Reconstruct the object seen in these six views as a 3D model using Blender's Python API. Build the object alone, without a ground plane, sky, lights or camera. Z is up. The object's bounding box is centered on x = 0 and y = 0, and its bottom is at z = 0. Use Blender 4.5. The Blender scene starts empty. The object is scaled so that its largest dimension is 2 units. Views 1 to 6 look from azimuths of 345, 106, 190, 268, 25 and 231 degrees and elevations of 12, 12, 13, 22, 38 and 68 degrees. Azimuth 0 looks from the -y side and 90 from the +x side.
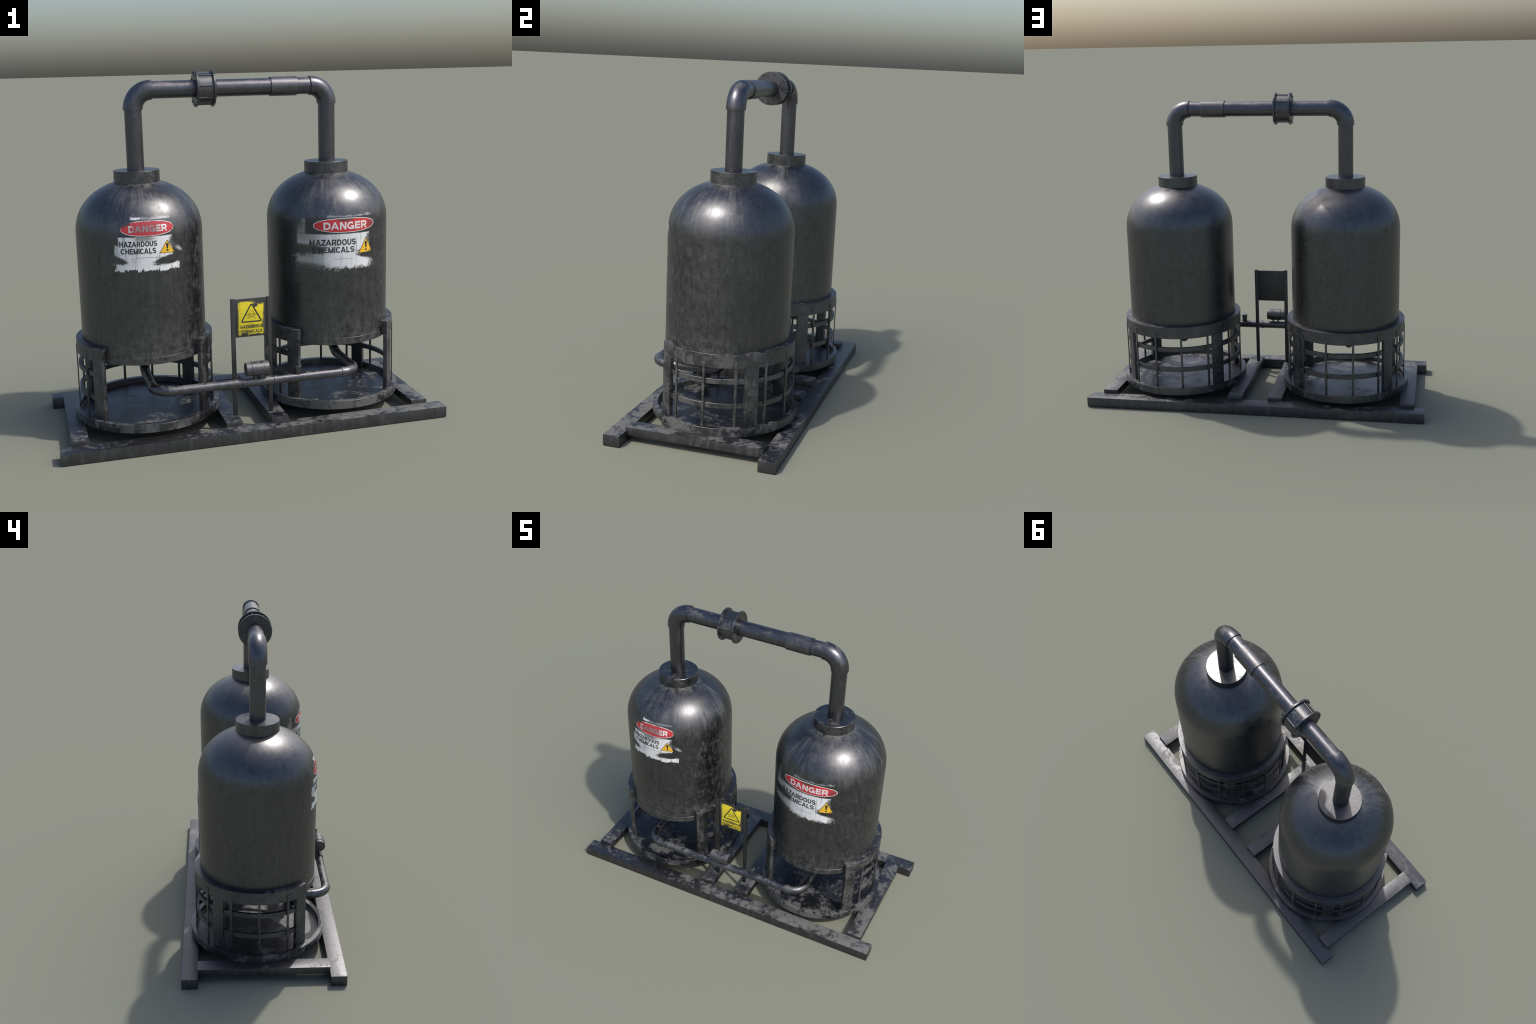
"""Twin-tank chemical unit on a steel skid: two domed tanks standing in caged
drip pans, an overhead pipe with a flanged coupling, a low feed pipe with a
small pump motor, and a hazard notice on two posts."""
import bpy, bmesh, math, random
from mathutils import Vector, Matrix

random.seed(7)
SCN = bpy.context.scene
COL = SCN.collection

# ------------------------------------------------------------------ dimensions
YC = 0.0187                       # y of both tank axes and of the overhead pipe
TANK_X = (-0.5145, 0.4997)        # tank axes
TANK_R = 0.3205
RING_R = 0.3536
PAN_R, PAN_RI = 0.378, 0.352
PAN_Z0, PAN_Z1, PAN_FLOOR = 0.0792, 0.1222, 0.089
RING_Z0, RING_Z1 = 0.4225, 0.4915
TOP_Z = 1.737                     # axis of the overhead pipe
LOW_Y, LOW_Z = -0.381, 0.2915     # axis of the low pipe
DOME_Z, DOME_H, P = 1.035, 0.262, 2.15   # where the dome starts, its height, its squareness


def shell_radius(z):
    """Outside radius of a tank at height z."""
    if z <= DOME_Z:
        return TANK_R + 0.0012 * max(0.0, (z - 0.4465) / (DOME_Z - 0.4465))
    t = min((z - DOME_Z) / DOME_H, 0.999)
    return (TANK_R + 0.0012) * (1 - t ** P) ** (1 / P)


# ------------------------------------------------------------------ node helper
class V:
    """A node socket with arithmetic, so that masks read as formulas."""
    nt = None

    def __init__(self, s):
        self.s = s

    @staticmethod
    def m(op, *a, clamp=False):
        n = V.nt.nodes.new("ShaderNodeMath")
        n.operation = op
        n.use_clamp = clamp
        for i, x in enumerate(a):
            if isinstance(x, V):
                V.nt.links.new(x.s, n.inputs[i])
            else:
                n.inputs[i].default_value = x
        return V(n.outputs[0])

    def __add__(self, o): return V.m("ADD", self, o)
    __radd__ = __add__
    def __sub__(self, o): return V.m("SUBTRACT", self, o)
    def __rsub__(self, o): return V.m("SUBTRACT", o, self)
    def __mul__(self, o): return V.m("MULTIPLY", self, o)
    __rmul__ = __mul__
    def __truediv__(self, o): return V.m("DIVIDE", self, o)
    def abs(self): return V.m("ABSOLUTE", self)
    def max(self, o): return V.m("MAXIMUM", self, o)
    def min(self, o): return V.m("MINIMUM", self, o)
    def pow(self, o): return V.m("POWER", self, o)
    def clamp(self): return V.m("ADD", self, 0.0, clamp=True)
    def inv(self): return V.m("SUBTRACT", 1.0, self, clamp=True)


def smooth(x, a, b):
    n = V.nt.nodes.new("ShaderNodeMapRange")
    n.interpolation_type = "SMOOTHSTEP"
    n.inputs["From Min"].default_value = a
    n.inputs["From Max"].default_value = b
    V.nt.links.new(x.s, n.inputs["Value"])
    return V(n.outputs["Result"])


def noise(vec, scale, detail=5.0, rough=0.6, stretch=(1, 1, 1), off=(0, 0, 0), dist=0.0):
    mp = V.nt.nodes.new("ShaderNodeMapping")
    mp.inputs["Scale"].default_value = stretch
    mp.inputs["Location"].default_value = off
    V.nt.links.new(vec, mp.inputs["Vector"])
    n = V.nt.nodes.new("ShaderNodeTexNoise")
    n.inputs["Scale"].default_value = scale
    n.inputs["Detail"].default_value = detail
    n.inputs["Roughness"].default_value = rough
    n.inputs["Distortion"].default_value = dist
    V.nt.links.new(mp.outputs["Vector"], n.inputs["Vector"])
    return V(n.outputs["Fac"])


def mixc(f, a, b):
    n = V.nt.nodes.new("ShaderNodeMix")
    n.data_type = "RGBA"
    ins = [s for s in n.inputs if s.enabled or True]
    fac, ca, cb = n.inputs[0], n.inputs[6], n.inputs[7]
    if isinstance(f, V): V.nt.links.new(f.s, fac)
    else: fac.default_value = f
    for sock, c in ((ca, a), (cb, b)):
        if isinstance(c, tuple): sock.default_value = (*c, 1.0)
        else: V.nt.links.new(c, sock)
    return n.outputs[2]


def mixf(f, a, b):
    return a + (b - a) * f if not isinstance(a, V) and not isinstance(b, V) else a * (1.0 - f) + f * b


def box_mask(x, z, x0, x1, z0, z1, soft, wob, corner=0.0):
    """1 inside the rectangle, fading over `soft`, edge shaken by `wob`."""
    dx = (x - (x0 + x1) / 2).abs() - (x1 - x0) / 2
    dz = (z - (z0 + z1) / 2).abs() - (z1 - z0) / 2
    if corner:
        ax, az = (dx + corner).max(0.0), (dz + corner).max(0.0)
        d = V.m("SQRT", ax * ax + az * az) - corner + wob
    else:
        d = dx.max(dz) + wob
    return smooth(d * -1.0, -soft, soft)


def blob_mask(x, z, cx, cz, rx, rz, soft, wob, slope=0.0):
    dx = (x - cx) / rx
    dz = (z - cz - (x - cx) * slope) / rz
    d = V.m("SQRT", dx * dx + dz * dz) + wob
    return smooth(d * -1.0, -1.0 - soft, -1.0 + soft)


def new_mat(name):
    m = bpy.data.materials.new(name)
    m.use_nodes = True
    V.nt = m.node_tree
    bsdf = m.node_tree.nodes["Principled BSDF"]
    return m, bsdf


def link(v, sock):
    V.nt.links.new(v.s if isinstance(v, V) else v, sock)


STEEL = (0.122, 0.124, 0.133)  # base colour cooled slightly to carry the blue sky reflection
DUST = (0.170, 0.171, 0.162)


def steel_nodes(bsdf, patch=0.5, patch_up=0.5, streak=0.4, blotch=0.0, rough=0.38, big=7.0, seed=0.0, lean=(0.0, 0.0), extra=None, tint=STEEL, dull=0.2, mottle=0.3):
    """Dark worn steel: glossy metal with dull dust patches on flats, streaks and
    blotches on walls. `lean` biases the dust along x and y.
    Returns colour, metallic, roughness and two grain values."""
    geo = V.nt.nodes.new("ShaderNodeNewGeometry")
    pos = geo.outputs["Position"]
    sep = V.nt.nodes.new("ShaderNodeSeparateXYZ")
    V.nt.links.new(geo.outputs["Normal"], sep.inputs[0])
    sp = V.nt.nodes.new("ShaderNodeSeparateXYZ")
    V.nt.links.new(pos, sp.inputs[0])
    px, py = V(sp.outputs["X"]), V(sp.outputs["Y"])
    up = smooth(V(sep.outputs["Z"]), 0.25, 0.9)
    o = (seed, seed * 1.7, seed * 0.6)
    n1 = noise(pos, big, 7.0, 0.66, off=o, dist=0.35)
    n2 = noise(pos, big * 5.5, 4.0, 0.65, off=o)
    n3 = noise(pos, 170.0, 2.0, 0.5)
    st = noise(pos, 55.0, 4.0, 0.6, stretch=(1, 1, 0.10), off=o)
    f = n1 * 0.72 + n2 * 0.28
    lo = 0.60 - 0.14 * patch
    bias = px * lean[0] + py * lean[1]
    flat = smooth(f + bias, lo - 0.04, lo + 0.07) * patch_up
    wall = smooth(n1 * 0.25 + n2 * 0.2 + st * 0.55, 0.47, 0.68) * streak
    if blotch:
        wall = wall.max(smooth(f + bias, 0.47, 0.58) * blotch)
    dust = (up * flat + up.inv() * wall).clamp()
    if extra is not None:
        dust = dust.max(extra(pos, n1, n2, st)).clamp()
    dark = smooth(n2 * 0.6 + n1 * 0.4, 0.36, 0.48).inv() * 0.30
    col = mixc(dust, tint, DUST)
    col = mixc(dark, col, (0.060, 0.061, 0.065))
    speck = smooth(n3 * 0.45 + n2 * 0.25 + st * 0.30, 0.38, 0.62)
    col = mixc(speck.inv() * mottle, col, tuple(c * 0.55 for c in tint))
    met = 1.0 - dust * 0.70
    rgh = rough + dust * dull + (n3 - 0.5) * 0.12 + (n2 - 0.5) * 0.18 + (n1 - 0.5) * 0.12
    return col, met, rgh, n3, n2


def finish(bsdf, col, met, rgh, bump=None, strength=0.05, dist=0.002):
    link(col, bsdf.inputs["Base Color"])
    link(met, bsdf.inputs["Metallic"])
    link(rgh.clamp(), bsdf.inputs["Roughness"])
    if bump is not None:
        b = V.nt.nodes.new("ShaderNodeBump")
        b.inputs["Strength"].default_value = strength
        b.inputs["Distance"].default_value = dist
        link(bump, b.inputs["Height"])
        V.nt.links.new(b.outputs["Normal"], bsdf.inputs["Normal"])


def steel(name, **kw):
    m, bsdf = new_mat(name)
    col, met, rgh, g, n2 = steel_nodes(bsdf, **kw)
    finish(bsdf, col, met, rgh, n2 * 0.6 + g * 0.4, 0.06)
    return m


def paint(name, colour, worn=(0.06, 0.06, 0.062), wear=None, rough=0.45, amount=0.5):
    """Flat sign paint rubbed through to the metal. `wear(x, z, n)` adds zones."""
    m, bsdf = new_mat(name)
    tc = V.nt.nodes.new("ShaderNodeTexCoord")
    sp = V.nt.nodes.new("ShaderNodeSeparateXYZ")
    V.nt.links.new(tc.outputs["Object"], sp.inputs[0])
    x, z = V(sp.outputs["X"]), V(sp.outputs["Z"])
    n = noise(tc.outputs["Object"], 60.0, 5.0, 0.65)
    fine = noise(tc.outputs["Object"], 170.0, 3.0, 0.6, stretch=(1, 1, 0.4))
    w = smooth(n * 0.6 + fine * 0.4, 0.62 - 0.16 * amount, 0.80 - 0.16 * amount) * 0.6
    if wear is not None:
        w = w.max(wear(x, z, n)).clamp()
    shade = mixc((n - 0.3) * 0.5, colour, tuple(c * 0.72 for c in colour))
    col = mixc(w, shade, worn)
    finish(bsdf, col, w * 0.25, rough + w * 0.1)
    return m


# ------------------------------------------------------------------ mesh helpers
def add(name, mesh, parent=None, mat=None, angle=35.0, origin=None):
    if origin is not None:
        mesh.transform(Matrix.Translation(-Vector(origin)))
    if mat is not None and not mesh.materials:
        mesh.materials.append(mat)
    for p in mesh.polygons:
        p.use_smooth = True
    mesh.set_sharp_from_angle(angle=math.radians(angle))
    ob = bpy.data.objects.new(name, mesh)
    COL.objects.link(ob)
    if origin is not None:
        ob.location = origin
    if parent is not None:
        put_under(ob, parent)
    return ob


def put_under(ob, parent):
    world = ob.matrix_basis.copy()
    pw = parent.matrix_basis.copy()
    p = parent.parent
    while p is not None:
        pw = p.matrix_basis @ pw
        p = p.parent
    ob.parent = parent
    ob.matrix_parent_inverse = Matrix.Identity(4)
    ob.matrix_basis = pw.inverted() @ world


def to_mesh(bm, name):
    bmesh.ops.recalc_face_normals(bm, faces=bm.faces)
    me = bpy.data.meshes.new(name)
    bm.to_mesh(me)
    bm.free()
    return me


def box_mesh(name, x0, x1, y0, y1, z0, z1, bevel=0.0015, cuts=0):
    bm = bmesh.new()
    bmesh.ops.create_cube(bm, size=1.0)
    bm.transform(Matrix.Translation(((x0 + x1) / 2, (y0 + y1) / 2, (z0 + z1) / 2)) @ Matrix.Diagonal((x1 - x0, y1 - y0, z1 - z0, 1)))
    if bevel:
        bmesh.ops.bevel(bm, geom=bm.edges[:], offset=bevel, segments=2, profile=0.6, affect="EDGES")
    return to_mesh(bm, name)


def lathe_mesh(name, prof, seg=96, axis="z", closed=False):
    """Revolve (radius, height) points; a radius of 0 closes to a point."""
    bm = bmesh.new()
    rings = []
    for r, h in prof:
        if r < 1e-6:
            rings.append([bm.verts.new((0, 0, h))])
        else:
            rings.append([bm.verts.new((r * math.cos(2 * math.pi * i / seg), r * math.sin(2 * math.pi * i / seg), h)) for i in range(seg)])
    pairs = list(zip(rings, rings[1:]))
    if closed:
        pairs.append((rings[-1], rings[0]))
    for a, b in pairs:
        for i in range(seg):
            j = (i + 1) % seg
            if len(a) == 1 and len(b) == 1: continue
            if len(a) == 1: bm.faces.new((a[0], b[j], b[i]))
            elif len(b) == 1: bm.faces.new((a[i], a[j], b[0]))
            else: bm.faces.new((a[i], a[j], b[j], b[i]))
    if axis == "x":
        bm.transform(Matrix.Rotation(math.radians(90), 4, "Y"))
    return to_mesh(bm, name)


def disc_prof(r, h0, h1, b=0.0015):
    return [(0, h0), (r - b, h0), (r, h0 + b), (r, h1 - b), (r - b, h1), (0, h1)]


def arc_block(name, ri, ro, z0, z1, a0, a1, seg, b=0.0015):
    """A bent bar: rectangle swept about the z axis between two angles (degrees)."""
    sec = [(ri, z0), (ro - b, z0), (ro, z0 + b), (ro, z1 - b), (ro - b, z1), (ri, z1)]
    bm = bmesh.new()
    rows = []
    for i in range(seg + 1):
        a = math.radians(a0 + (a1 - a0) * i / seg)
        rows.append([bm.verts.new((r * math.cos(a), r * math.sin(a), z)) for r, z in sec])
    n = len(sec)
    for p, q in zip(rows, rows[1:]):
        for k in range(n):
            bm.faces.new((p[k], q[k], q[(k + 1) % n], p[(k + 1) % n]))
    bm.faces.new(rows[0][::-1])
    bm.faces.new(rows[-1])
    return to_mesh(bm, name)


def sweep_mesh(name, pts, radius, seg=32):
    """Round tube with flat ends along a polyline."""
    bm = bmesh.new()
    pts = [Vector(p) for p in pts]
    t0 = (pts[1] - pts[0]).normalized()
    ref = Vector((0, 0, 1)) if abs(t0.z) < 0.9 else Vector((0, 1, 0))
    u = t0.cross(ref).normalized()
    rows, prev = [], t0
    for i, p in enumerate(pts):
        a = pts[max(i - 1, 0)]
        b = pts[min(i + 1, len(pts) - 1)]
        t = (b - a).normalized()
        u = (prev.rotation_difference(t) @ u).normalized()
        prev = t
        w = t.cross(u)
        rows.append([bm.verts.new(p + radius * (math.cos(2 * math.pi * k / seg) * u + math.sin(2 * math.pi * k / seg) * w)) for k in range(seg)])
    for a, b in zip(rows, rows[1:]):
        for k in range(seg):
            bm.faces.new((a[k], a[(k + 1) % seg], b[(k + 1) % seg], b[k]))
    bm.faces.new(rows[0][::-1])
    bm.faces.new(rows[-1])
    return to_mesh(bm, name)


def bend_points(corner, d_in, d_out, rad, n=14):
    """Quarter bend: runs in along d_in, leaves along d_out, tangent to both."""
    c, a, b = Vector(corner), Vector(d_in), Vector(d_out)
    centre = c - a * rad + b * rad
    out = []
    for i in range(n + 1):
        t = math.pi / 2 * i / n
        out.append(centre - b * rad * math.cos(t) + a * rad * math.sin(t))
    # exact end directions: short straight lips
    return [out[0] - a * 0.004] + out + [out[-1] + b * 0.004]


def tube(name, pts, r, parent, mat, seg=32):
    c = sum((Vector(p) for p in pts), Vector()) / len(pts)
    return add(name, sweep_mesh(name, pts, r, seg), parent, mat, origin=c)


# ---- flat shapes (x, z) that become thin raised lettering or paint
def fill_outline(loops):
    """Faces from closed outlines; the first is the outer one."""
    bm = bmesh.new()
    edges = []
    for lp in loops:
        vs = [bm.verts.new((x, 0, z)) for x, z in lp]
        edges += [bm.edges.new((vs[i], vs[(i + 1) % len(vs)])) for i in range(len(vs))]
    bmesh.ops.triangle_fill(bm, use_beauty=True, use_dissolve=False, edges=edges)
    return bm


INK_WIDTH = dict(D=0.82, A=0.98, N=0.80, G=0.90, E=0.70, R=0.82, H=0.80, Z=0.78, O=0.92, U=0.80, S=0.80, C=0.86, M=0.96, I=0.19, L=0.66)


def glyph(ch, w, s, k):
    """A sans capital of height 1 and width w from straight bars ("poly") and bent
    strokes ("line"); s is the stroke, k the stroke of upright stems."""
    def bar(x0, x1, z0, z1): return ("poly", [(x0, z0), (x1, z0), (x1, z1), (x0, z1)])
    def slant(xa, xb, z0=0.0, z1=1.0, t=k): return ("poly", [(xa, z0), (xa + t, z0), (xb + t, z1), (xb, z1)])
    def arc(cx, cz, a, b, t0, t1, p=2.25, n=22):
        out = []
        for i in range(n + 1):
            t = math.radians(t0 + (t1 - t0) * i / n)
            c, q = math.cos(t), math.sin(t)
            out.append((cx + a * math.copysign(abs(c) ** (2 / p), c), cz + b * math.copysign(abs(q) ** (2 / p), q)))
        return out
    left = bar(0, k, 0, 1)
    cx, a = w / 2, w / 2 - k / 2
    if ch == "I": return [bar((w - k) / 2, (w + k) / 2, 0, 1)]
    if ch == "L": return [left, bar(k * 0.5, w, 0, s)]
    if ch == "H": return [left, bar(w - k, w, 0, 1), bar(k * 0.5, w - k * 0.5, 0.5 - s * 0.42, 0.5 + s * 0.5)]
    if ch == "E": return [left, bar(k * 0.5, w, 0, s), bar(k * 0.5, w, 1 - s, 1), bar(k * 0.5, w * 0.93, 0.5 - s * 0.42, 0.5 + s * 0.5)]
    if ch == "A": return [slant(0, cx - k / 2), slant(w - k, cx - k / 2), bar(w * 0.20, w * 0.80, 0.22, 0.22 + s * 0.85)]
    if ch == "N": return [left, bar(w - k, w, 0, 1), ("poly", [(w - k * 1.15, 0), (w, 0), (k * 1.15, 1), (0, 1)])]
    if ch == "M": return [left, bar(w - k, w, 0, 1), slant(cx - k * 0.5, 0.0, 0, 1, k * 0.9), slant(cx - k * 0.4, w - k * 0.9, 0, 1, k * 0.9)]
    if ch == "Z": return [bar(0, w, 0, s), bar(0, w, 1 - s, 1), slant(0, w - k * 1.25, s * 0.5, 1 - s * 0.5, k * 1.25)]
    if ch == "U": return [("line", [(k / 2, 1.0), (k / 2, 0.40)] + arc(cx, 0.40, a, 0.40 - s / 2, 180, 360)[1:] + [(w - k / 2, 1.0)])]
    if ch == "O": return [("loop", arc(cx, 0.5, a, 0.5 - s / 2, 0, 360, 2.25, 40)[:-1])]
    if ch == "C": return [("line", arc(cx, 0.5, a, 0.5 - s / 2, 38, 322, 2.25, 30))]
    if ch == "G": return [("line", arc(cx, 0.5, a, 0.5 - s / 2, 38, 335, 2.25, 30)), bar(w - k, w, 0.0, 0.52), bar(cx, w - k * 0.3, 0.52 - s * 0.9, 0.52)]
    if ch == "D": return [left, ("line", [(k * 0.5, 1 - s / 2), (w * 0.42, 1 - s / 2)] + arc(w * 0.42, 0.5, w * 0.58 - k / 2, 0.5 - s / 2, 90, -90)[1:] + [(k * 0.5, s / 2)])]
    if ch == "R":
        r = 0.27 - s * 0.18
        return [left, ("line", [(k * 0.5, 1 - s / 2), (w * 0.56, 1 - s / 2)] + arc(w * 0.56, 1 - s / 2 - r, w * 0.40 - k / 2, r, 90, -90)[1:] + [(k * 0.5, 1 - s / 2 - 2 * r)]),
                ("poly", [(w - k * 1.05, 0), (w, 0), (w * 0.68, 1 - s / 2 - 2 * r), (w * 0.68 - k, 1 - s / 2 - 2 * r)])]
    if ch == "S":
        h = 0.25 - s / 4
        top = arc(cx, 0.5 + h, a, h, 22, 270, 2.2, 20)
        low = arc(cx, 0.5 - h, a, h, 90, -158, 2.2, 20)
        return [("line", top[:-1] + [(cx, 0.5)] + low[1:])]
    raise ValueError(ch)


def text_flat(word, x0, x1, z0, z1, bold=0.18, gap=0.115):
    """Capital letters fitted into a rectangle. Pieces that cross lie on slightly
    different levels (kept in the mesh as a small y step)."""
    h = z1 - z0
    kern = [(-0.09 if a + b in ("CA", "ZA", "AZ", "DA") else 0.0) for a, b in zip(word, word[1:])] + [0.0]
    natural = sum(INK_WIDTH[c] for c in word) + gap * (len(word) - 1) + sum(kern)
    kx = (x1 - x0) / (natural * h)
    k = bold * min(1.0, 0.5 + kx * 0.5)
    bm = bmesh.new()
    x = x0
    for c, kn in zip(word, kern):
        w = INK_WIDTH[c] * kx
        for level, (kind, pts) in enumerate(glyph(c, w, bold, k)):
            q = [(x + px * h, z0 + pz * h) for px, pz in pts]
            part = fill_outline([q]) if kind == "poly" else stroke_flat(q, (bold + k) / 2 * h, kind == "loop")
            for v in part.verts: v.co.y = -0.00004 * level
            tmp = bpy.data.meshes.new("glyph_source")
            part.to_mesh(tmp)
            part.free()
            bm.from_mesh(tmp)
            bpy.data.meshes.remove(tmp)
        x += (INK_WIDTH[c] + gap + kn) * kx * h
    return bm


def stroke_flat(pts, w, closed=False):
    """Ribbon of width w along (x, z) points."""
    bm = bmesh.new()
    n = len(pts)
    L, R = [], []
    for i in range(n):
        p = Vector(pts[i])
        a = Vector(pts[(i - 1) % n] if closed or i else pts[0])
        b = Vector(pts[(i + 1) % n] if closed or i < n - 1 else pts[-1])
        d1 = (p - a).normalized() if (p - a).length > 1e-9 else (b - p).normalized()
        d2 = (b - p).normalized() if (b - p).length > 1e-9 else d1
        t = (d1 + d2).normalized()
        nrm = Vector((-t.y, t.x))
        k = min(1.0 / max(0.35, nrm.dot(Vector((-d1.y, d1.x)))), 2.0)
        q = nrm * (w / 2 * k)
        L.append(bm.verts.new((p.x + q.x, 0, p.y + q.y)))
        R.append(bm.verts.new((p.x - q.x, 0, p.y - q.y)))
    for i in range(n if closed else n - 1):
        j = (i + 1) % n
        bm.faces.new((L[i], L[j], R[j], R[i]))
    return bm


def round_poly(corners, rad, n=4):
    out = []
    m = len(corners)
    for i in range(m):
        p, a, b = (Vector(corners[k % m]) for k in (i, i - 1, i + 1))
        u, w = (a - p).normalized(), (b - p).normalized()
        half = math.acos(max(-1, min(1, u.dot(w)))) / 2
        d = rad / math.tan(half)
        s, e = p + u * d, p + w * d
        for k in range(n + 1):
            t = k / n
            q = (1 - t) ** 2 * s + 2 * t * (1 - t) * p + t * t * e
            out.append((q.x, q.y))
    return out


def super_oval(cx, cz, a, b, p, n=72):
    out = []
    for i in range(n):
        t = 2 * math.pi * i / n
        c, s = math.cos(t), math.sin(t)
        out.append((cx + a * math.copysign(abs(c) ** (2 / p), c), cz + b * math.copysign(abs(s) ** (2 / p), s)))
    return out


def slice_flat(bm, lo, hi, step, co, no):
    t = lo
    while t < hi:
        bmesh.ops.bisect_plane(bm, geom=bm.verts[:] + bm.edges[:] + bm.faces[:], plane_co=Vector(no) * t, plane_no=no)
        t += step


def raise_shape(bm, name, thick, base, wrap=None, step=0.007):
    """Give a flat (x, z) shape depth; lay it on the tank front if a radius function is given."""
    if wrap:
        xs = [v.co.x for v in bm.verts]
        zs = [v.co.z for v in bm.verts]
        slice_flat(bm, min(xs) + step / 2, max(xs), step, None, (1, 0, 0))
        if max(zs) > DOME_Z:
            slice_flat(bm, max(min(zs), DOME_Z) + 0.003, max(zs), 0.008, None, (0, 0, 1))
    bmesh.ops.recalc_face_normals(bm, faces=bm.faces)
    r = bmesh.ops.extrude_face_region(bm, geom=bm.faces[:])
    moved = {e for e in r["geom"] if isinstance(e, bmesh.types.BMVert)}
    for v in bm.verts:
        d = base - v.co.y + (thick if v in moved else 0.0)
        if wrap:
            v.co.y = -math.sqrt(max((wrap(v.co.z) + d) ** 2 - v.co.x ** 2, 1e-6))
        else:
            v.co.y = -d
    return to_mesh(bm, name)


# ------------------------------------------------------------------ materials
def grime(pos, n1, n2, st):
    return smooth(n1 * 0.5 + n2 * 0.5, 0.56, 0.72) * 0.7


LEAN = (0.055, -0.065)
M_beam = steel("worn_skid_steel", patch=0.50, patch_up=0.85, streak=0.35, rough=0.475, big=6.5, seed=3.1, lean=LEAN, tint=(0.110, 0.112, 0.121))
M_cross = steel("worn_crossmember_steel", patch=0.42, patch_up=0.75, streak=0.35, rough=0.475, big=7.5, seed=8.4, lean=LEAN, tint=(0.112, 0.114, 0.122))
M_pan = steel("worn_pan_steel", patch=0.50, patch_up=0.8, streak=0.25, blotch=0.75, rough=0.40, big=9.0, seed=5.2, lean=(0.02, -0.10))
M_cage = steel("worn_cage_steel", patch=0.5, patch_up=0.7, streak=0.30, blotch=0.45, rough=0.44, big=12.0, seed=1.3, lean=(0.02, -0.10))
M_pipe = steel("dark_pipe_steel", patch=0.42, patch_up=0.55, streak=0.22, rough=0.36, big=9.0, seed=2.2, lean=(0.0, -0.08), tint=(0.128, 0.128, 0.145))
M_low = steel("grimy_feed_pipe_steel", patch=0.62, patch_up=0.7, streak=0.3, blotch=0.25, rough=0.36, big=11.0, seed=2.9, lean=(0.0, -0.06), tint=(0.128, 0.128, 0.142))
M_sleeve = steel("sleeve_steel", patch=0.3, patch_up=0.4, streak=0.5, blotch=0.2, rough=0.42, big=10.0, seed=5.9, tint=(0.150, 0.148, 0.158))
M_flange = steel("coupling_steel", patch=0.5, patch_up=0.6, streak=0.35, blotch=0.3, rough=0.38, big=12.0, seed=6.6)
M_neck = steel("neck_steel", patch=0.35, patch_up=0.5, streak=0.30, blotch=0.3, rough=0.36, big=14.0, seed=4.4)
M_post = steel("sign_post_steel", patch=0.3, patch_up=0.4, streak=0.2, rough=0.5, big=10.0, seed=9.4, tint=(0.102, 0.103, 0.105))


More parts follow.
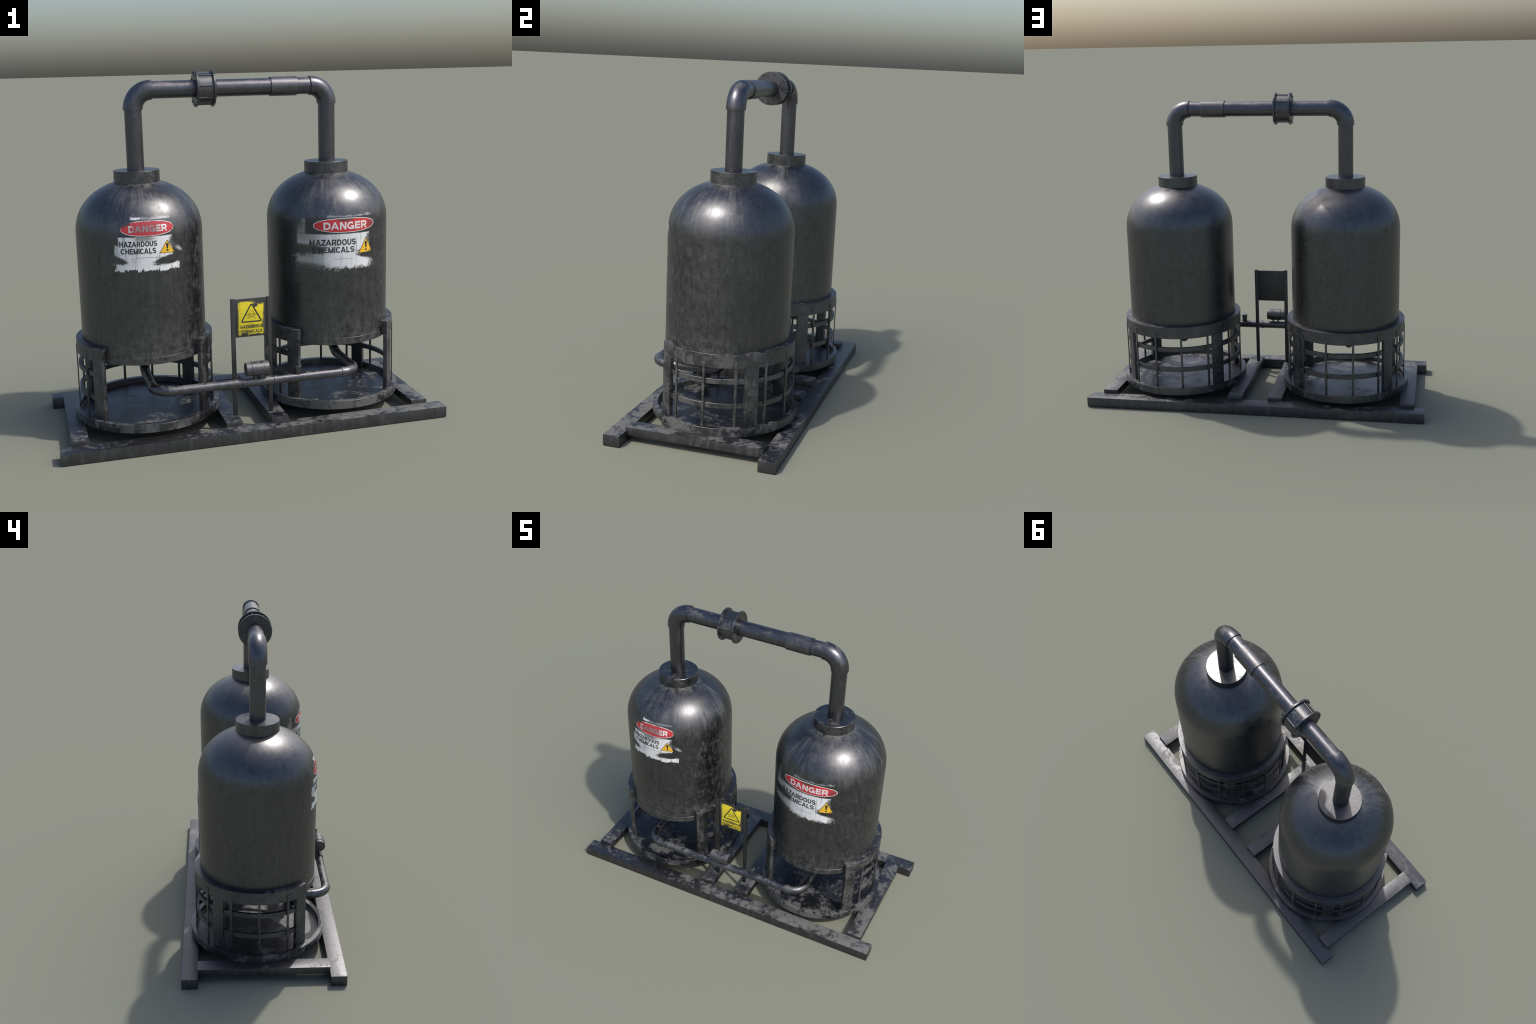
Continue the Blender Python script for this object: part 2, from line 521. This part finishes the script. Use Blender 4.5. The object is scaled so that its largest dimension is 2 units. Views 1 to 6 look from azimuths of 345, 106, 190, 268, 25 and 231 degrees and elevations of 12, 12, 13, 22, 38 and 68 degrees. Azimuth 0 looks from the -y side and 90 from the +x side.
def tank_material(name, side):
    """Tank shell: streaked steel plus the remains of a white painted notice on its front."""
    m, bsdf = new_mat(name)
    tc = V.nt.nodes.new("ShaderNodeTexCoord")
    obj = tc.outputs["Object"]
    sp = V.nt.nodes.new("ShaderNodeSeparateXYZ")
    V.nt.links.new(obj, sp.inputs[0])
    x, y, z = V(sp.outputs["X"]), V(sp.outputs["Y"]), V(sp.outputs["Z"])

    around = V.m("ARCTAN2", x, y * -1.0)
    cmb = V.nt.nodes.new("ShaderNodeCombineXYZ")
    link(around * 0.32, cmb.inputs[0])
    link(z, cmb.inputs[2])
    polar = cmb.outputs[0]

    def extra(pos, n1, n2, st):
        run = noise(polar, 40.0, 6.0, 0.72, stretch=(1, 1, 0.10), off=(side * 3.0, 0, 0), dist=0.3)
        cloud = noise(pos, 9.0, 5.0, 0.65, off=(side * 2.0, 1.0, 0), dist=0.4)
        short = noise(polar, 70.0, 6.0, 0.72, stretch=(1, 1, 0.22), off=(side * 5.0, 0, 3))
        blots = noise(polar, 30.0, 6.0, 0.74, stretch=(1, 1, 0.5), off=(side * 5.0, 0, 3))
        sunny = smooth(x * 0.75 - y, -0.10, 0.22)         # paler marks stronger on the front right
        right = smooth(x, 0.10, 0.26) * smooth(y, 0.16, 0.02)
        dome = smooth(z, 1.00, 1.13) * smooth(run * 0.55 + cloud * 0.45, 0.45, 0.66) * 0.72
        wall = smooth(z, 1.10, 0.98) * smooth(short * 0.65 + cloud * 0.35, 0.48, 0.68) * 0.42
        blot = smooth(z, 1.12, 1.0) * right * smooth(blots * 0.7 + n2 * 0.3, 0.47, 0.62) * (0.52 if side < 0 else 0.22)
        foot = smooth(z, 0.66, 0.45) * smooth(short * 0.5 + n2 * 0.5, 0.42, 0.60) * 0.45
        neck = smooth(z, 1.262, 1.283) * smooth(n2, 0.35, 0.55) * 0.7
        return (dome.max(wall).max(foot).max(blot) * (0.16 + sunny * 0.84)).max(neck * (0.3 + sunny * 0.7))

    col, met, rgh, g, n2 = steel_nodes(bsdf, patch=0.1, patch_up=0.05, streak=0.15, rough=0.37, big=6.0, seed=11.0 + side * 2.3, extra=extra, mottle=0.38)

    # --- white notice, rubbed and scratched
    n = noise(obj, 38.0, 6.0, 0.68)
    brush = noise(obj, 60.0, 5.0, 0.7, stretch=(0.30, 1, 1.5))
    ragged = noise(obj, 95.0, 4.0, 0.7, stretch=(1, 1, 0.45))
    wob = (n - 0.5) * 0.026 + (brush - 0.5) * 0.020 + (ragged - 0.5) * 0.016
    saw = noise(obj, 34.0, 3.0, 0.6, stretch=(1, 1, 0.5), off=(1, 0, 2), dist=0.8)
    tear = smooth(saw + z * 0.0, 0.42, 0.62) * 0.012 - 0.006
    fw = (n - 0.5) * 0.9 + (brush - 0.5) * 1.3
    frontal = smooth(y * -1.0, 0.05, 0.1)
    if side < 0:
        white = box_mask(x, z, -0.143, 0.118, 0.930, 1.052, 0.004, wob * 0.55)
        white = white.max(box_mask(x, z, -0.160, -0.120, 0.952, 1.010, 0.005, wob * 0.5) * 0.75)
        white = white.max(box_mask(x, z, -0.159, 0.146, 0.887, 0.935, 0.003, wob * 0.8 + tear))
        white = white.max(box_mask(x, z, -0.078, -0.035, 1.133, 1.143, 0.006, wob * 0.7))
        white = white.max(box_mask(x, z, -0.05, 0.11, 1.132, 1.140, 0.008, wob) * 0.35)
        white = white.max(blob_mask(x, z, 0.140, 0.992, 0.024, 0.013, 0.5, fw, -0.8) * 0.6)
        rub = blob_mask(x, z, 0.110, 0.932, 0.085, 0.022, 0.22, fw * 0.7, 0.12)
        rub = rub.max(blob_mask(x, z, -0.165, 0.942, 0.062, 0.020, 0.22, fw * 0.8, -0.25))
        rub = rub.max(blob_mask(x, z, 0.135, 1.020, 0.036, 0.032, 0.3, fw, 0.0) * 0.85)
        rub = rub.max(blob_mask(x, z, -0.02, 1.043, 0.05, 0.012, 0.5, fw) * 0.6)
        grey = 0.0
        panel = box_mask(x, z, -0.150, 0.150, 1.052, 1.131, 0.002, wob * 0.1)
    else:
        white = box_mask(x, z, -0.236, 0.128, 0.930, 0.996, 0.004, wob * 0.35)
        white = white.max(box_mask(x, z, -0.236, -0.203, 0.955, 1.075, 0.003, wob * 0.35) * 0.5)
        white = white.max(box_mask(x, z, -0.120, 0.122, 0.818, 0.955, 0.010, wob * 1.7))
        white = white.max(box_mask(x, z, -0.236, 0.140, 0.825, 0.890, 0.018, wob * 3.2) * 0.8)
        white = white.max(box_mask(x, z, -0.10, 0.14, 1.083, 1.090, 0.004, wob) * 0.4)
        rub = blob_mask(x, z, -0.235, 0.920, 0.105, 0.024, 0.35, fw, 0.1)
        rub = rub.max(blob_mask(x, z, 0.150, 0.885, 0.095, 0.030, 0.25, fw * 0.8, -0.1))
        rub = rub.max(blob_mask(x, z, 0.148, 0.965, 0.040, 0.030, 0.3, fw) * 0.85)
        rub = rub.max(blob_mask(x, z, -0.215, 0.825, 0.100, 0.022, 0.5, fw) * 0.8)
        rub = rub.max(blob_mask(x, z, -0.246, 1.066, 0.034, 0.042, 0.5, fw * 0.7))
        rub = rub.max(blob_mask(x, z, -0.21, 0.985, 0.05, 0.02, 0.8, fw) * 0.35)
        grey = smooth(x, -0.05, -0.20)
        panel = box_mask(x, z, -0.199, 0.172, 0.998, 1.081, 0.002, wob * 0.1)
    white = (white * rub.inv() * panel.inv() * frontal).clamp()
    if side > 0:
        white = white * (1.0 - grey * 0.42)
    scratch = smooth(noise(obj, 75.0, 3.0, 0.6, stretch=(1, 1, 0.08), off=(5, 0, 0)), 0.57, 0.70) * 0.42
    white = (white * (1.0 - scratch) * (1.0 - smooth(n * 0.5 + brush * 0.5, 0.56, 0.70) * 0.5)).clamp()
    panel = (panel * frontal * smooth(n, 0.3, 0.5) * (0.28 if side < 0 else 0.6)).clamp()
    col = mixc(panel, col, (0.040, 0.041, 0.043))
    met = met * (1.0 - panel * 0.5)
    col = mixc(white, col, (0.72, 0.73, 0.75))
    met = met * (1.0 - white)
    rgh = rgh * (1.0 - white) + white * 0.45
    finish(bsdf, col, met, rgh, n2 * 0.5 + g * 0.5, 0.05)
    return m


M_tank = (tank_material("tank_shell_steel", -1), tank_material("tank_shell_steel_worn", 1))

RED = (0.56, 0.035, 0.045)
WHITE = (0.72, 0.72, 0.72)
BLACK = (0.026, 0.026, 0.028)
AMBER = (0.80, 0.47, 0.03)
YELLOW = (0.80, 0.665, 0.03)

M_red_l = paint("faded_red_paint", (0.50, 0.038, 0.047), (0.07, 0.055, 0.06), lambda x, z, n: (blob_mask(x, z, 0.0, 1.096, 0.085, 0.030, 0.6, (n - 0.5)) * 0.28).max(blob_mask(x, z, -0.118, 1.116, 0.040, 0.019, 0.3, (n - 0.5) * 1.2, 0.25)), amount=0.35)
M_red_r = paint("red_paint", RED, (0.10, 0.05, 0.05), lambda x, z, n: blob_mask(x, z, -0.01, 1.074, 0.045, 0.014, 0.5, (n - 0.5)).max(blob_mask(x, z, 0.15, 1.035, 0.035, 0.03, 0.5, (n - 0.5)) * 0.6), amount=0.2)
M_white_l = paint("faded_white_paint", WHITE, (0.13, 0.10, 0.10), lambda x, z, n: blob_mask(x, z, -0.02, 1.090, 0.068, 0.05, 0.3, (n - 0.5)) * 0.8, amount=0.4)
M_white_r = paint("white_paint", WHITE, (0.16, 0.15, 0.15), None, amount=0.15)
M_ring_l = paint("worn_white_outline", WHITE, (0.08, 0.08, 0.08), lambda x, z, n: (smooth(n, 0.50, 0.60) * 0.7).max(blob_mask(x, z, -0.118, 1.116, 0.045, 0.022, 0.3, (n - 0.5) * 1.2, 0.25)), amount=0.5)
M_ink = paint("black_ink", BLACK, (0.20, 0.20, 0.21), None, rough=0.55, amount=0.3)
M_amber_l = paint("amber_paint", AMBER, (0.22, 0.14, 0.04), None, amount=0.2)
M_amber_r = paint("rubbed_amber_paint", AMBER, (0.07, 0.055, 0.035), lambda x, z, n: smooth(x * 0.8 - (z - 0.885) * 0.9 + (n - 0.5) * 0.06, 0.075, 0.118), amount=0.2)
M_sign_ink = paint("sign_ink", BLACK, (0.30, 0.25, 0.05), None, rough=0.55, amount=0.1)
M_sign_letter = paint("worn_sign_ink", (0.05, 0.045, 0.03), (0.30, 0.25, 0.05), None, rough=0.55, amount=0.55)
M_sign_thin = paint("thin_sign_ink", (0.10, 0.085, 0.025), (0.45, 0.38, 0.04), None, rough=0.55, amount=0.6)


def sign_board_material():
    m, bsdf = new_mat("hazard_board")
    tc = V.nt.nodes.new("ShaderNodeTexCoord")
    obj = tc.outputs["Object"]
    sp = V.nt.nodes.new("ShaderNodeSeparateXYZ")
    V.nt.links.new(obj, sp.inputs[0])
    x, y, z = V(sp.outputs["X"]), V(sp.outputs["Y"]), V(sp.outputs["Z"])
    col, met, rgh, g, n2 = steel_nodes(bsdf, patch=0.3, patch_up=0.3, streak=0.45, rough=0.5, big=12.0, seed=7.7, tint=(0.102, 0.103, 0.105))
    n = noise(obj, 75.0, 5.0, 0.7)
    nb = noise(obj, 22.0, 4.0, 0.6, off=(2, 0, 1))
    wob = (n - 0.5) * 0.006 + (nb - 0.5) * 0.012
    yel = box_mask(x, z, -0.0695, 0.0635, -0.0895, 0.0895, 0.004, wob, 0.014)
    fw = (n - 0.5) * 1.5
    rub = blob_mask(x, z, 0.040, 0.086, 0.036, 0.013, 0.4, fw, -0.1)
    rub = rub.max(blob_mask(x, z, 0.020, 0.070, 0.014, 0.012, 0.3, fw))
    rub = rub.max(blob_mask(x, z, -0.036, -0.088, 0.024, 0.014, 0.4, fw))
    rub = rub.max(blob_mask(x, z, 0.02, -0.094, 0.05, 0.012, 0.3, fw))
    rub = rub.max(blob_mask(x, z, 0.066, -0.03, 0.012, 0.03, 0.4, fw) * 0.8)
    rub = rub.max(blob_mask(x, z, -0.045, -0.066, 0.03, 0.008, 0.6, fw) * 0.35)
    rub = rub.max(blob_mask(x, z, 0.0, -0.041, 0.03, 0.010, 0.6, fw) * 0.4)
    face = smooth(y * -1.0, 0.0, 0.001)
    yel = (yel * rub.inv() * face).clamp()
    scr = smooth(noise(obj, 90.0, 3.0, 0.6, stretch=(1, 1, 0.15)), 0.57, 0.68) * 0.35
    ycol = mixc(scr + smooth(nb, 0.45, 0.7) * 0.25, YELLOW, (0.42, 0.30, 0.02))
    col = mixc(yel, col, ycol)
    met = met * (1.0 - yel)
    rgh = rgh * (1.0 - yel) + yel * 0.55
    finish(bsdf, col, met, rgh, n2, 0.04)
    return m


M_board = sign_board_material()

# ------------------------------------------------------------------ the thing
unit = bpy.data.objects.new("chemical_tank_unit", None)
unit["label"] = "twin dark steel chemical tanks on a skid with pipes and warning signs"
unit["category"] = "industrial tank"
COL.objects.link(unit)

# ---- skid: two long runners and four raised crossmembers
def beam(name, x0, x1, y0, y1, z0, z1, mat):
    return add(name, box_mesh(name, x0, x1, y0, y1, z0, z1, 0.0009), unit, mat, origin=((x0 + x1) / 2, (y0 + y1) / 2, (z0 + z1) / 2))

for s in (-1, 1):
    a, b = sorted((s * 0.3545, s * 0.4415))
    beam("skid_runner", -1.0, 1.0, a, b, 0.0, 0.0578, M_beam)
for x0, x1 in ((-0.943, -0.858), (-0.172, -0.087), (0.067, 0.153), (0.838, 0.925)):
    beam("skid_crossmember", x0, x1, -0.3565, 0.3565, 0.037, 0.0794, M_cross)

# ---- shared meshes of the stands
pan_me = lathe_mesh("drip_pan", [(0, PAN_Z0), (PAN_R - 0.0006, PAN_Z0), (PAN_R, PAN_Z0 + 0.0006), (PAN_R, PAN_Z1 - 0.0005), (PAN_R - 0.0005, PAN_Z1),
                                 (PAN_RI + 0.0005, PAN_Z1), (PAN_RI, PAN_Z1 - 0.0005), (PAN_RI, PAN_FLOOR + 0.004), (PAN_RI - 0.004, PAN_FLOOR), (0, PAN_FLOOR)], 96)
ring_me = arc_block("support_ring", TANK_R - 0.004, RING_R, RING_Z0, RING_Z1, -45.6, 225.6, 84, 0.0007)
hoop_me = arc_block("cage_hoop", 0.333, 0.348, -0.013, 0.013, -38, 218, 72, 0.001)
leg_me = box_mesh("stand_leg", 0.331, 0.3530, -0.0345, 0.0345, PAN_FLOOR - 0.002, RING_Z0 + 0.002, 0.0012)
rod_me = box_mesh("cage_rod", 0.3507, 0.3565, -0.0062, 0.0062, PAN_Z1 - 0.004, 0.4606, 0.0008)

# tank profile: flat foot band with a small lip, straight wall, flattened dome
prof = [(0, 0.4110), (TANK_R + 0.0018, 0.4110), (TANK_R + 0.0022, 0.4114), (TANK_R + 0.0022, 0.4456), (TANK_R + 0.0018, 0.4460), (TANK_R, 0.4465)]
for k in range(1, 7):
    prof.append((TANK_R + 0.0012 * k / 6, 0.4465 + (1.035 - 0.4465) * k / 6))
for k in range(1, 29):
    t = math.pi / 2 * k / 28
    prof.append((max((TANK_R + 0.0012) * math.cos(t) ** (2 / P), 0.0) if k < 28 else 0.0, DOME_Z + DOME_H * math.sin(t) ** (2 / P)))
tank_me = lathe_mesh("tank", prof, 160)
neck_me = lathe_mesh("neck_collar", [(0, 1.262), (0.1166, 1.262), (0.1166, 1.3410), (0.1151, 1.3425), (0, 1.3425)], 80)


def linked(name, me, mat, loc, rot=0.0, angle=35.0):
    me2 = me
    if not me.materials:
        me.materials.append(mat)
        for p in me.polygons: p.use_smooth = True
        me.set_sharp_from_angle(angle=math.radians(angle))
    ob = bpy.data.objects.new(name, me2)
    COL.objects.link(ob)
    ob.location = loc
    ob.rotation_euler = (0, 0, rot)
    put_under(ob, unit)
    return ob


def tank_notice(tank, side):
    """Painted danger notice: oval, two lines of words and a triangle, bent to the shell."""
    if side < 0:
        o_cx, o_cz, o_a, o_b = -0.001, 1.0905, 0.129, 0.0365
        dan = (-0.092, 0.094, 1.0735, 1.1055)
        haz = (-0.138, 0.041, 1.0040, 1.0310)
        che = (-0.133, 0.0345, 0.9690, 0.9960)
        tri = ((0.0495, 0.9650), (0.1300, 0.9630), (0.0915, 1.0300))
        red, wht, rng, amb = M_red_l, M_white_l, M_ring_l, M_amber_l
        rule = (-0.055, 0.060, 0.9490)
    else:
        o_cx, o_cz, o_a, o_b = -0.005, 1.0400, 0.1625, 0.0370
        dan = (-0.121, 0.111, 1.0190, 1.0570)
        haz = (-0.184, 0.0460, 0.9380, 0.9690)
        che = (-0.173, 0.0370, 0.8995, 0.9300)
        tri = ((0.0590, 0.8880), (0.1500, 0.8890), (0.1075, 0.9710))
        red, wht, rng, amb = M_red_r, M_white_r, M_white_r, M_amber_r
        rule = (-0.069, 0.030, 0.8670)
    def decal(name, bm, thick, base, mat):
        me = raise_shape(bm, name, thick, base, shell_radius)
        ob = bpy.data.objects.new(name, me)
        me.materials.append(mat)
        COL.objects.link(ob)
        ob.location = tank.location
        put_under(ob, tank)
        return ob

    wd = 0.0030
    outer = super_oval(o_cx, o_cz, o_a, o_b, 2.35)
    inner = super_oval(o_cx, o_cz, o_a - wd, o_b - wd, 2.35)
    decal("oval_outline", fill_outline([outer, inner]), 0.0006, -0.0002, rng)
    decal("oval_field", fill_outline([super_oval(o_cx, o_cz, o_a - wd - 0.0002, o_b - wd - 0.0002, 2.35)]), 0.0004, -0.0002, red)
    decal("danger_lettering", text_flat("DANGER", *dan, bold=0.225), 0.0006, 0.0000, wht)
    decal("hazardous_lettering", text_flat("HAZARDOUS", *haz, bold=0.20), 0.0006, -0.0002, M_ink)
    decal("chemicals_lettering", text_flat("CHEMICALS", *che, bold=0.20), 0.0006, -0.0002, M_ink)
    g = Vector((sum(p[0] for p in tri) / 3, sum(p[1] for p in tri) / 3))
    out = round_poly(tri, 0.004)
    shrink = [tuple(g + (Vector(p) - g) * 0.88) for p in tri]
    decal("triangle_border", fill_outline([out]), 0.0004, -0.0002, M_ink)
    decal("warning_triangle", fill_outline([round_poly(shrink, 0.003)]), 0.0004, 0.0001, amb)
    # exclamation mark: tapered stem and dot
    h = tri[2][1] - tri[0][1]
    cx = tri[2][0] * 0.9 + g.x * 0.1
    zb = tri[0][1]
    stem = [(cx - 0.0030, zb + 0.32 * h), (cx + 0.0030, zb + 0.32 * h), (cx + 0.0068, zb + 0.66 * h), (cx + 0.0050, zb + 0.72 * h), (cx - 0.0050, zb + 0.72 * h), (cx - 0.0068, zb + 0.66 * h)]
    dot = super_oval(cx, zb + 0.20 * h, 0.0052, 0.0050, 2.0, 16)
    bm = fill_outline([stem])
    me_dot = fill_outline([dot])
    tmp = bpy.data.meshes.new("dot_source")
    me_dot.to_mesh(tmp); me_dot.free()
    bm.from_mesh(tmp); bpy.data.meshes.remove(tmp)
    decal("exclamation_mark", bm, 0.0004, 0.0004, M_ink)
    decal("thin_rule", stroke_flat([(rule[0] + (rule[1] - rule[0]) * k / 6, rule[2] + 0.0006 * math.sin(k)) for k in range(7)], 0.0012), 0.0004, -0.0002, M_ink)


for side, tx in zip((-1, 1), TANK_X):
    loc = (tx, YC, 0.0)
    linked("drip_pan", pan_me, M_pan, loc)
    linked("support_ring", ring_me, M_cage, loc)
    for hz in (0.352, 0.2272):
        linked("cage_hoop", hoop_me, M_cage, (tx, YC, hz))
    for a in (-39.8, 39.6, 140.4, 219.8):
        linked("stand_leg", leg_me, M_cage, loc, math.radians(a))
    for k in range(10):
        linked("cage_rod", rod_me, M_cage, loc, math.radians(90 + 25.6 * (k - 4.5) + random.uniform(-0.4, 0.4)))
    me = tank_me if side < 0 else tank_me.copy()
    me.name = "tank"
    if side > 0:
        me.materials.clear()
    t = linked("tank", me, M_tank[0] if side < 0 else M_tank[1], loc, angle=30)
    n = linked("neck_collar", neck_me, M_neck, loc)
    tank_notice(t, side)

# ---- overhead pipe
PR, ER, BR = 0.0437, 0.0500, 0.0915
PX = (-0.5173, 0.5040)
for s, px in zip((1, -1), PX):
    tube("riser_pipe", [(px, YC, 1.335), (px, YC, TOP_Z - BR + 0.01)], PR, unit, M_pipe, 40)
    tube("pipe_elbow", bend_points((px, YC, TOP_Z), (0, 0, 1), (s, 0, 0), BR), ER, unit, M_pipe, 40)
tube("overhead_pipe", [(PX[0] + BR - 0.01, YC, TOP_Z), (PX[1] - BR + 0.01, YC, TOP_Z)], PR, unit, M_pipe, 40)
tube("pipe_sleeve", [(0.195, YC, TOP_Z), (0.336, YC, TOP_Z)], 0.0494, unit, M_sleeve, 40)

# flanged coupling: drum between two discs, eight tie rods with protruding ends
FX = (-0.196, -0.110)
fc = ((FX[0] + FX[1]) / 2, YC, TOP_Z)
half = (FX[1] - FX[0]) / 2
coupling = add("coupling_drum", lathe_mesh("coupling_drum", disc_prof(0.0795, -half, half), 64, "x"), unit, M_flange)
coupling.location = fc
disc_me = lathe_mesh("coupling_disc", disc_prof(0.0925, -0.0055, 0.0055, 0.0015), 64, "x")
disc_me.materials.append(M_flange)
for p in disc_me.polygons: p.use_smooth = True
disc_me.set_sharp_from_angle(angle=math.radians(35))
for d in (-half, half):
    ob = bpy.data.objects.new("coupling_disc", disc_me)
    COL.objects.link(ob)
    ob.location = (fc[0] + d, YC, TOP_Z)
    put_under(ob, coupling)
rod_me2 = lathe_mesh("tie_rod", disc_prof(0.0046, -half - 0.0105, half + 0.0105, 0.001), 12, "x")
rod_me2.materials.append(M_flange)
for p in rod_me2.polygons: p.use_smooth = True
rod_me2.set_sharp_from_angle(angle=math.radians(35))
for k in range(8):
    a = math.radians(34 + 45 * k)
    ob = bpy.data.objects.new("tie_rod", rod_me2)
    COL.objects.link(ob)
    ob.location = (fc[0], YC + 0.0800 * math.cos(a), TOP_Z + 0.0800 * math.sin(a))
    put_under(ob, coupling)

# ---- low feed pipe: drops from each tank, runs forward, then across the front
LR, LE, LB = 0.0226, 0.0256, 0.0870
LX = (-0.5270, 0.5245)
for s, lx in zip((1, -1), LX):
    tube("drain_pipe", [(lx, YC, 0.414), (lx, YC, LOW_Z + LB - 0.01)], LR, unit, M_low)
    tube("feed_elbow", bend_points((lx, YC, LOW_Z), (0, 0, -1), (0, -1, 0), LB), LE, unit, M_low)
    tube("feed_branch_pipe", [(lx, YC - LB + 0.01, LOW_Z), (lx, LOW_Y + LB - 0.01, LOW_Z)], LR, unit, M_low)
    tube("feed_elbow", bend_points((lx, LOW_Y, LOW_Z), (0, -1, 0), (s, 0, 0), LB), LE, unit, M_low)
tube("feed_pipe", [(LX[0] + LB - 0.01, LOW_Y, LOW_Z), (LX[1] - LB + 0.01, LOW_Y, LOW_Z)], LR, unit, M_low)
for x in (-0.086, 0.078):
    tube("pipe_band", [(x - 0.006, LOW_Y, LOW_Z), (x + 0.006, LOW_Y, LOW_Z)], 0.0256, unit, M_low)
valve = add("valve_stub", lathe_mesh("valve_stub", [(0, 0.0), (0.0160, 0.0), (0.0160, 0.0495), (0.0182, 0.0505), (0.0182, 0.0635), (0.0170, 0.0655), (0, 0.0655)], 20), unit, M_low)
valve.location = (0.2, LOW_Y, LOW_Z)
MZ, MY = 0.3620, -0.3845
motor = add("pump_motor", lathe_mesh("pump_motor", [(0, -0.0600), (0.0325, -0.0600), (0.0340, -0.0585), (0.0345, -0.0310), (0.0375, -0.0300), (0.0375, -0.0270), (0.0368, -0.0262),
            (0.0368, 0.0292), (0.0375, 0.0300), (0.0375, 0.0330), (0.0345, 0.0340), (0.0340, 0.0560), (0.0325, 0.0575), (0, 0.0575)], 40, "x"), unit, M_low)
motor.location = (-0.0135, MY, MZ)
for x in (-0.026, 0.006):
    f = add("motor_foot", box_mesh("motor_foot", x - 0.0042, x + 0.0042, LOW_Y - 0.016, LOW_Y + 0.016, LOW_Z + 0.010, MZ - 0.028, 0.0012), None, M_low, origin=(x, LOW_Y, 0.32))
    put_under(f, motor)

# ---- hazard sign on two posts
PY0, PY1 = -0.2665, -0.2550
for x0, x1 in ((-0.1130, -0.0910), (0.0780, 0.0985)):
    add("sign_post", box_mesh("sign_post", x0, x1, PY0, PY1, 0.076, 0.6955, 0.001), unit, M_post, origin=((x0 + x1) / 2, (PY0 + PY1) / 2, 0.385))
SC = (-0.0045, -0.2590, 0.588)
board = add("sign_board", box_mesh("sign_board", -0.0925, 0.0795, -0.2625, -0.2542, 0.4935, 0.6915, 0.0006), unit, M_board, origin=SC)


def sign_mark(name, bm, mat, thick=0.0005, base=0.0034):
    me = raise_shape(bm, name, thick, base)
    me.materials.append(mat)
    ob = bpy.data.objects.new(name, me)
    COL.objects.link(ob)
    ob.location = SC
    put_under(ob, board)
    return ob


tri = [(-0.0535, -0.0165), (0.0520, -0.0165), (0.0005, 0.0780)]
sign_mark("triangle_outline", stroke_flat(round_poly(tri, 0.005), 0.0066, True), M_sign_ink)
sign_mark("hazardous_lettering", text_flat("HAZARDOUS", -0.0590, 0.0590, -0.0505, -0.0335, 0.215), M_sign_letter)
sign_mark("chemicals_lettering", text_flat("CHEMICALS", -0.0540, 0.0550, -0.0755, -0.0590, 0.215), M_sign_letter)


def circle(cx, cz, a, b, n=24, t0=0.0, t1=360.0):
    return [(cx + a * math.cos(math.radians(t0 + (t1 - t0) * i / n)), cz + b * math.sin(math.radians(t0 + (t1 - t0) * i / n))) for i in range(n + (t1 - t0 < 360))]


def join_flat(parts):
    bm = bmesh.new()
    for p in parts:
        tmp = bpy.data.meshes.new("part_source")
        p.to_mesh(tmp); p.free()
        bm.from_mesh(tmp); bpy.data.meshes.remove(tmp)
    return bm


KX, KZ = 0.0, 0.027
skull = [stroke_flat(circle(KX, KZ, 0.0145, 0.0140, 24, -25, 205), 0.0015),
         stroke_flat([(KX - 0.0125, KZ - 0.005), (KX - 0.0105, KZ - 0.012), (KX - 0.006, KZ - 0.0165), (KX, KZ - 0.0178), (KX + 0.006, KZ - 0.0165), (KX + 0.0105, KZ - 0.012), (KX + 0.0125, KZ - 0.005)], 0.0026)]
eyes = [fill_outline([circle(KX - 0.0062, KZ - 0.0038, 0.0034, 0.0029, 14)]), fill_outline([circle(KX + 0.0062, KZ - 0.0038, 0.0034, 0.0029, 14)]),
        fill_outline([[(KX - 0.0014, KZ - 0.0105), (KX + 0.0014, KZ - 0.0105), (KX, KZ - 0.0075)]])]
bones = []
for sx in (-1, 1):
    bones.append(stroke_flat(circle(KX + sx * 0.0215, KZ - 0.0075, 0.0042, 0.0040, 16), 0.0013, True))
    bones.append(stroke_flat(circle(KX + sx * 0.0195, KZ - 0.0240, 0.0046, 0.0042, 16), 0.0013, True))
    bones.append(stroke_flat([(KX + sx * 0.0035, KZ - 0.0185), (KX + sx * 0.0155, KZ - 0.0225)], 0.0014))
    bones.append(stroke_flat([(KX + sx * 0.0130, KZ - 0.0100), (KX + sx * 0.0176, KZ - 0.0085)], 0.0011))
sign_mark("skull", join_flat(skull), M_sign_thin)
sign_mark("skull_socket", join_flat(eyes), M_sign_ink)
sign_mark("crossbones", join_flat(bones), M_sign_thin)
